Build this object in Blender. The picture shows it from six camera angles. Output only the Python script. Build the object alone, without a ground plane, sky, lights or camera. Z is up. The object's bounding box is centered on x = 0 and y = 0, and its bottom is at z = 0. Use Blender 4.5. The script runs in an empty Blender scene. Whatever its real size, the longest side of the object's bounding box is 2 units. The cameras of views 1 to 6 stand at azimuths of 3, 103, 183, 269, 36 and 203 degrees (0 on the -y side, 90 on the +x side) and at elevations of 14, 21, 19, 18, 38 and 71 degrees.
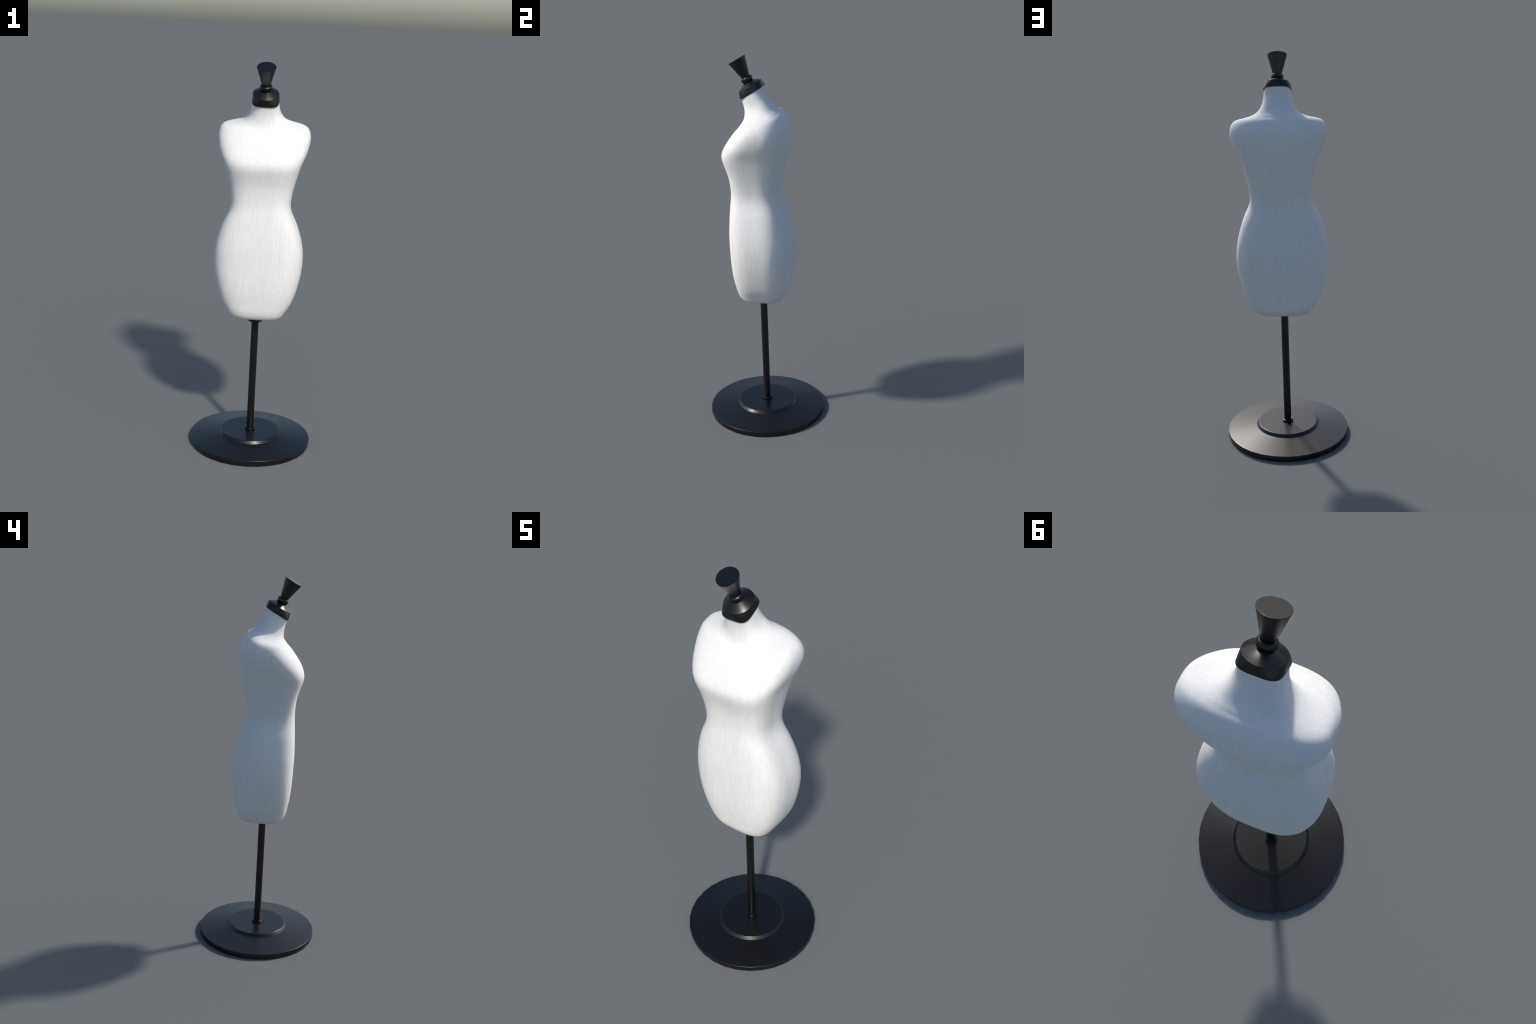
"""Dress form (tailor's mannequin): white fabric torso on a black turned stand."""
import bpy, math
import numpy as np
from mathutils import Vector

# ------------------------------------------------------------------ materials
def new_material(name):
    m = bpy.data.materials.new(name)
    m.use_nodes = True
    nt = m.node_tree
    nt.nodes.clear()
    out = nt.nodes.new("ShaderNodeOutputMaterial")
    bsdf = nt.nodes.new("ShaderNodeBsdfPrincipled")
    nt.links.new(bsdf.outputs["BSDF"], out.inputs["Surface"])
    return m, nt, bsdf


def noise(nt, coord, scale_xyz, scale, detail=2.0, rough=0.5):
    mp = nt.nodes.new("ShaderNodeMapping")
    mp.inputs["Scale"].default_value = scale_xyz
    nt.links.new(coord, mp.inputs["Vector"])
    n = nt.nodes.new("ShaderNodeTexNoise")
    n.inputs["Scale"].default_value = scale
    n.inputs["Detail"].default_value = detail
    n.inputs["Roughness"].default_value = rough
    nt.links.new(mp.outputs["Vector"], n.inputs["Vector"])
    return n.outputs["Fac"]


def math_node(nt, op, a, b):
    n = nt.nodes.new("ShaderNodeMath")
    n.operation = op
    for i, v in enumerate((a, b)):
        if isinstance(v, (int, float)):
            n.inputs[i].default_value = v
        else:
            nt.links.new(v, n.inputs[i])
    return n.outputs[0]


def fabric_material():
    """White jersey: fine vertical ribs and slubs plus a grainy weave."""
    m, nt, bsdf = new_material("white_jersey_fabric")
    co = nt.nodes.new("ShaderNodeTexCoord").outputs["Object"]
    ribs = noise(nt, co, (1.0, 1.0, 0.09), 260.0, 2.0, 0.6)     # vertical threads
    bands = noise(nt, co, (1.0, 1.0, 0.09), 80.0, 2.0, 0.5)      # broader streaks
    grain = noise(nt, co, (1.0, 1.0, 0.7), 420.0, 2.0, 0.6)      # weave grain
    mix = math_node(nt, "ADD", math_node(nt, "MULTIPLY", ribs, 0.33),
                    math_node(nt, "ADD", math_node(nt, "MULTIPLY", bands, 0.25),
                              math_node(nt, "MULTIPLY", grain, 0.42)))
    ramp = nt.nodes.new("ShaderNodeValToRGB")
    ramp.color_ramp.elements[0].position = 0.33
    ramp.color_ramp.elements[0].color = (0.63, 0.63, 0.625, 1)
    ramp.color_ramp.elements[1].position = 0.67
    ramp.color_ramp.elements[1].color = (0.775, 0.775, 0.77, 1)
    nt.links.new(mix, ramp.inputs["Fac"])
    nt.links.new(ramp.outputs["Color"], bsdf.inputs["Base Color"])
    bsdf.inputs["Roughness"].default_value = 0.85
    bsdf.inputs["Specular IOR Level"].default_value = 0.25
    bump = nt.nodes.new("ShaderNodeBump")
    bump.inputs["Strength"].default_value = 0.12
    bump.inputs["Distance"].default_value = 0.002
    nt.links.new(mix, bump.inputs["Height"])
    nt.links.new(bump.outputs["Normal"], bsdf.inputs["Normal"])
    return m


def black_material(name, rough, base=0.003):
    """Satin black paint with a barely uneven gloss."""
    m, nt, bsdf = new_material(name)
    co = nt.nodes.new("ShaderNodeTexCoord").outputs["Object"]
    n = noise(nt, co, (1, 1, 1), 24.0, 3.0, 0.5)
    r = math_node(nt, "ADD", math_node(nt, "MULTIPLY", n, 0.04), rough - 0.02)
    nt.links.new(r, bsdf.inputs["Roughness"])
    bsdf.inputs["Base Color"].default_value = (base, base, base, 1)
    bsdf.inputs["Specular IOR Level"].default_value = 0.5
    return m


FABRIC = fabric_material()
BLACK = black_material("satin_black_paint", 0.32)

# -------------------------------------------------------------------- helpers
def mesh_object(name, verts, faces, mat, parent, smooth_angle=None, recalc=True):
    me = bpy.data.meshes.new(name)
    me.from_pydata([tuple(map(float, v)) for v in verts], [], faces)
    me.update()
    if recalc:
        import bmesh
        bm = bmesh.new()
        bm.from_mesh(me)
        bmesh.ops.recalc_face_normals(bm, faces=bm.faces)
        bm.to_mesh(me)
        bm.free()
    me.polygons.foreach_set("use_smooth", [True] * len(me.polygons))
    if smooth_angle is not None:
        me.set_sharp_from_angle(angle=math.radians(smooth_angle))
    me.materials.append(mat)
    ob = bpy.data.objects.new(name, me)
    bpy.context.scene.collection.objects.link(ob)
    ob.parent = parent
    return ob


def loft(rings, cap_first=True, cap_last=True):
    """Quads between closed rings of equal length."""
    n = len(rings[0])
    verts = [p for r in rings for p in r]
    faces = []
    for i in range(len(rings) - 1):
        for j in range(n):
            k = (j + 1) % n
            faces.append((i * n + j, i * n + k, (i + 1) * n + k, (i + 1) * n + j))
    if cap_first:
        faces.append(tuple(range(n))[::-1])
    if cap_last:
        faces.append(tuple((len(rings) - 1) * n + j for j in range(n)))
    return verts, faces


def arc(cx, cy, rx, ry, a0, a1, n):
    return [(cx + rx * math.cos(math.radians(a0 + (a1 - a0) * i / n)),
             cy + ry * math.sin(math.radians(a0 + (a1 - a0) * i / n))) for i in range(n + 1)]


def soften(profile, width):
    """Chamfer every inner corner of an (r, z) profile with a small 3-point round."""
    out = [profile[0]]
    for p0, p1, p2 in zip(profile, profile[1:], profile[2:]):
        a, b, c = (np.array(p) for p in (p0, p1, p2))
        la, lc = np.linalg.norm(a - b), np.linalg.norm(c - b)
        w = min(width, la * 0.4, lc * 0.4)
        s, e = b + (a - b) / la * w, b + (c - b) / lc * w
        out.append(tuple(s + (a - b) / la * w * 0.35))
        for t in (0.0, 0.33, 0.67, 1.0):
            out.append(tuple((1 - t) ** 2 * s + 2 * t * (1 - t) * b + t * t * e))
        out.append(tuple(e + (c - b) / lc * w * 0.35))
    out.append(profile[-1])
    return out


def revolve(profile, segments):
    return [[(r * math.cos(2 * math.pi * j / segments), r * math.sin(2 * math.pi * j / segments), z)
             for j in range(segments)] for r, z in profile]


# --------------------------------------------------------------------- thing
root = bpy.data.objects.new("dress_form", None)
bpy.context.scene.collection.objects.link(root)
root["label"] = "white fabric female torso dress form on black round stand"
root["category"] = "mannequin"

# ---------------------------------------------------------------- torso, neck
# Body sections: height, half width, front y, back y, y of widest point,
# squareness of the front half, squareness of the back half.
SECTIONS = np.array([
    [0.7050, 0.1040, -0.0790, 0.0890, -0.0040, 3.20, 3.85],
    [0.7080, 0.1275, -0.0975, 0.1105, -0.0025, 3.20, 3.83],
    [0.7165, 0.1395, -0.1078, 0.1230, 0.0010, 3.21, 3.78],
    [0.7350, 0.1518, -0.1189, 0.1385, 0.0067, 3.22, 3.62],
    [0.7800, 0.1778, -0.1294, 0.1529, 0.0143, 3.32, 3.39],
    [0.8500, 0.2037, -0.1393, 0.1643, 0.0270, 3.50, 3.08],
    [0.9300, 0.2214, -0.1453, 0.1700, 0.0311, 3.53, 2.87],
    [1.0100, 0.2279, -0.1482, 0.1701, 0.0254, 3.43, 2.93],
    [1.0800, 0.2215, -0.1494, 0.1623, 0.0110, 3.38, 3.04],
    [1.1500, 0.2037, -0.1473, 0.1460, -0.0024, 3.40, 3.20],
    [1.2100, 0.1809, -0.1444, 0.1281, -0.0130, 3.44, 3.32],
    [1.2600, 0.1587, -0.1414, 0.1148, -0.0168, 3.35, 3.31],
    [1.3000, 0.1515, -0.1394, 0.1114, -0.0175, 3.23, 3.27],
    [1.3400, 0.1542, -0.1410, 0.1137, -0.0175, 3.19, 3.28],
    [1.4000, 0.1653, -0.1490, 0.1256, -0.0195, 3.21, 3.33],
    [1.4600, 0.1807, -0.1666, 0.1447, -0.0230, 3.21, 3.22],
    [1.5050, 0.1945, -0.1753, 0.1583, -0.0180, 3.22, 3.14],
    [1.5500, 0.2132, -0.1592, 0.1667, 0.0065, 3.12, 3.03],
    [1.6000, 0.2284, -0.1250, 0.1676, 0.0380, 2.95, 2.87],
    [1.6403, 0.2309, -0.0965, 0.1600, 0.0515, 2.84, 2.69],
    [1.6632, 0.2252, -0.0823, 0.1450, 0.0500, 2.76, 2.56],
    [1.6815, 0.2120, -0.0722, 0.1290, 0.0390, 2.70, 2.49],
    [1.6905, 0.1900, -0.0668, 0.1170, 0.0255, 2.60, 2.47],
    [1.6995, 0.1475, -0.0627, 0.1055, 0.0143, 2.50, 2.54],
    [1.7171, 0.1035, -0.0591, 0.0862, 0.0076, 2.44, 2.62],
    [1.7489, 0.0776, -0.0585, 0.0633, -0.0017, 2.44, 2.73],
    [1.7850, 0.0680, -0.0640, 0.0425, -0.0124, 2.51, 2.81],
    [1.8200, 0.0647, -0.0749, 0.0368, -0.0200, 2.62, 2.90],
])
NECK_TILT = math.radians(29)


def natural_spline(zk, Y, z):
    n, h = len(zk), np.diff(zk)
    A, B = np.eye(n), np.zeros_like(Y)
    for i in range(1, n - 1):
        A[i, i - 1:i + 2] = h[i - 1], 2 * (h[i - 1] + h[i]), h[i]
        B[i] = 6 * ((Y[i + 1] - Y[i]) / h[i] - (Y[i] - Y[i - 1]) / h[i - 1])
    M = np.linalg.solve(A, B)
    i = np.clip(np.searchsorted(zk, z) - 1, 0, n - 2)
    hh = h[i][:, None]
    a = (zk[i + 1] - z)[:, None] / hh
    b = 1 - a
    return a * Y[i] + b * Y[i + 1] + ((a ** 3 - a) * M[i] + (b ** 3 - b) * M[i + 1]) * hh ** 2 / 6


def superellipse(phi, n_front, n_back):
    c, s = np.cos(phi), np.sin(phi)
    n = np.where(s < 0, n_front, n_back)
    r = (np.abs(c) ** n + np.abs(s) ** n) ** (-1 / n)
    return c * r, s * r


def section_ring(z, w, yf, yb, yw, nf, nb, phi):
    x, s = superellipse(phi, nf, nb)
    X = w * x
    Y = yw + np.where(s < 0, yw - yf, yb - yw) * s
    t = min(max((z - 1.60) / 0.20, 0.0), 1.0)
    tilt = NECK_TILT * t * t * (3 - 2 * t)            # sections lean forward up the neck
    Z = z + math.tan(tilt) * (Y - (yf + yb) / 2)
    return np.stack([X, Y, Z], -1)


def build_body():
    seg = 112
    phi = np.arange(seg) * 2 * math.pi / seg
    # the sections are spaced along the side outline, so shoulders stay smooth
    run = np.concatenate([[0], np.cumsum(np.hypot(*np.diff(SECTIONS[:, :2], axis=0).T))])
    ts = np.arange(0, run[-1], 0.005)
    par = natural_spline(run, SECTIONS, ts)
    zs = par[:, 0]
    grid = np.array([section_ring(*p, phi) for p in par])
    for step in (0.5, -0.508) * 90:                       # ease out kinks without shrinking
        lap = np.zeros_like(grid)
        lap[1:-1] = 0.5 * (0.5 * (grid[:-2] + grid[2:]) - grid[1:-1])
        lap[1:-1] += 0.5 * (0.5 * (np.roll(grid, 1, 1) + np.roll(grid, -1, 1)) - grid)[1:-1]
        lap[:8] = 0
        grid += step * lap
    rings = list(grid)
    first = rings[0]
    centre = np.array([0.0, 0.005])
    under = []
    for scale in (0.001, 0.3, 0.6, 0.85):                # flat underside
        r = first.copy()
        r[:, :2] = centre + (first[:, :2] - centre) * scale
        r[:, 2] = 0.7048
        under.append(r)
    rings = under + rings
    n_under = len(under)
    verts, faces = loft(rings)
    body = mesh_object("body", verts, faces, FABRIC, None)
    normals = [v.normal.copy() for v in body.data.vertices]
    coords = [v.co.copy() for v in body.data.vertices]
    polys = [tuple(p.vertices) for p in body.data.polygons]
    # split at the base of the neck, keeping the whole body's normals
    split = (n_under + int(np.searchsorted(zs, 1.712))) * seg
    for name, keep in (("torso", lambda p: min(p) < split), ("neck", lambda p: min(p) >= split)):
        fs = [p for p in polys if keep(p)]
        used = sorted({i for p in fs for i in p})
        remap = {o: i for i, o in enumerate(used)}
        ob = mesh_object(name, [coords[i] for i in used],
                         [tuple(remap[i] for i in p) for p in fs], FABRIC, root, recalc=False)
        ob.data.normals_split_custom_set_from_vertices([normals[i] for i in used])
    me = body.data
    bpy.data.objects.remove(body)
    bpy.data.meshes.remove(me)


build_body()

# ----------------------------------------------------- neck cap and top knob
CAP_CENTRE = np.array([0.0, -0.030, 1.8494])          # centre of the cap's upper edge
AXIS = np.array([0.0, -math.sin(NECK_TILT), math.cos(NECK_TILT)])
BACK = np.array([0.0, math.cos(NECK_TILT), math.sin(NECK_TILT)])
SIDE = np.array([1.0, 0.0, 0.0])


def tilted_ring(s, r, n=2.0, seg=48, shift=None):
    phi = np.arange(seg) * 2 * math.pi / seg
    x, b = superellipse(phi, n, n)
    if shift is None:
        shift = 0.045 * s if s > 0 else 0.17 * s
    c = CAP_CENTRE + AXIS * s + BACK * shift
    return [c + SIDE * (r * xi) + BACK * (r * bi) for xi, bi in zip(x, b)]


def cap_profile():
    """(distance along axis, radius, squareness): square-ish rim, round shoulder, cone."""
    rows = [(-0.0320, 0.0600, 3.6), (-0.0345, 0.0636, 3.6), (-0.0352, 0.0648, 3.6),
            (-0.0354, 0.0661, 3.6), (-0.0350, 0.0670, 3.6), (-0.0340, 0.0673, 3.6),
            (-0.0332, 0.0674, 3.6)]
    for i in range(1, 11):
        t = i / 10
        rows.append((-0.0332 + 0.0312 * t, 0.0674 - 0.0029 * t, 3.6 - 1.6 * t))
    rows += [(-0.0010, 0.06438, 2.0), (-0.0004, 0.0642, 2.0), (0.0000, 0.0638, 2.0),
             (0.0003, 0.0632, 2.0)]
    s_now, r_now = 0.0003, 0.0632                      # gently domed cone up to the knob
    while r_now > 0.0250:
        slope = math.radians(23 + 8 * (r_now - 0.0246) / 0.0386)
        s_now, r_now = s_now + 0.0019 * math.tan(slope), r_now - 0.0019
        rows.append((s_now, r_now, 2.0))
    rows += [(s_now + 0.0010, r_now - 0.0013, 2.0), (s_now + 0.0030, 0.0215, 2.0), (0.0270, 0.0210, 2.0)]
    return rows


rings = [tilted_ring(s, r, n) for s, r, n in cap_profile()]
mesh_object("neck_cap", *loft(rings), BLACK, root, smooth_angle=40)

knob = [(0.0200, 0.0205)]
for a in np.radians(np.linspace(-82, 82, 21)):          # squarish bead
    c, d = math.cos(a), math.sin(a)
    knob.append((0.0330 + 0.0132 * math.copysign(abs(d) ** 0.78, d), 0.0185 + 0.0118 * c ** 0.78))
knob += [(0.0475, 0.0217), (0.0500, 0.0222)]
knob += [(0.0500 + 0.0922 * t, 0.0222 + 0.0250 * t) for t in np.linspace(0.1, 1, 10)]
knob += [(0.1427, 0.0473), (0.1431, 0.0472), (0.1434, 0.0468), (0.1435, 0.0463), (0.1435, 0.0456), (0.1435, 0.030), (0.1435, 0.010), (0.1435, 0.0004)]
mesh_object("knob", *loft([tilted_ring(s, r) for s, r in knob]), BLACK, root, smooth_angle=35)

# --------------------------------------------------------------------- stand
# base plate: upright rim, shallow cone rising to the hub
plate = soften([(0.0005, 0.0), (0.3185, 0.0), (0.3195, 0.0285), (0.1660, 0.0492), (0.1500, 0.0500),
                (0.0005, 0.0500)], 0.0022)
mesh_object("base_plate", *loft(revolve(plate, 32)), BLACK, root, smooth_angle=35)

hub = soften([(0.0005, 0.0440), (0.1660, 0.0440), (0.1664, 0.0490), (0.1542, 0.0642), (0.0005, 0.0642)], 0.0020)
mesh_object("base_hub", *loft(revolve(hub, 48)), BLACK, root, smooth_angle=35)

# small ring where the pole enters the hub
collar = soften([(0.0150, 0.0600), (0.0262, 0.0600), (0.0262, 0.0660), (0.0278, 0.0685), (0.0278, 0.0735),
                 (0.0240, 0.0752), (0.0215, 0.0738), (0.0150, 0.0738)], 0.0008)
mesh_object("pole_ring", *loft(revolve(collar, 32)), BLACK, root, smooth_angle=35)

pole = [(0.0188, 0.0630), (0.0188, 0.30), (0.0188, 0.6660)]
mesh_object("pole", *loft(revolve(pole, 32)), BLACK, root, smooth_angle=35)

# flared flange under the torso
flange = [(0.0184, 0.6590), (0.0191, 0.6630), (0.0202, 0.6665), (0.0235, 0.6695), (0.0295, 0.6725),
          (0.0366, 0.6750), (0.0372, 0.6770), (0.0372, 0.7060)]
mesh_object("pole_flange", *loft(revolve(flange, 32)), BLACK, root, smooth_angle=50)
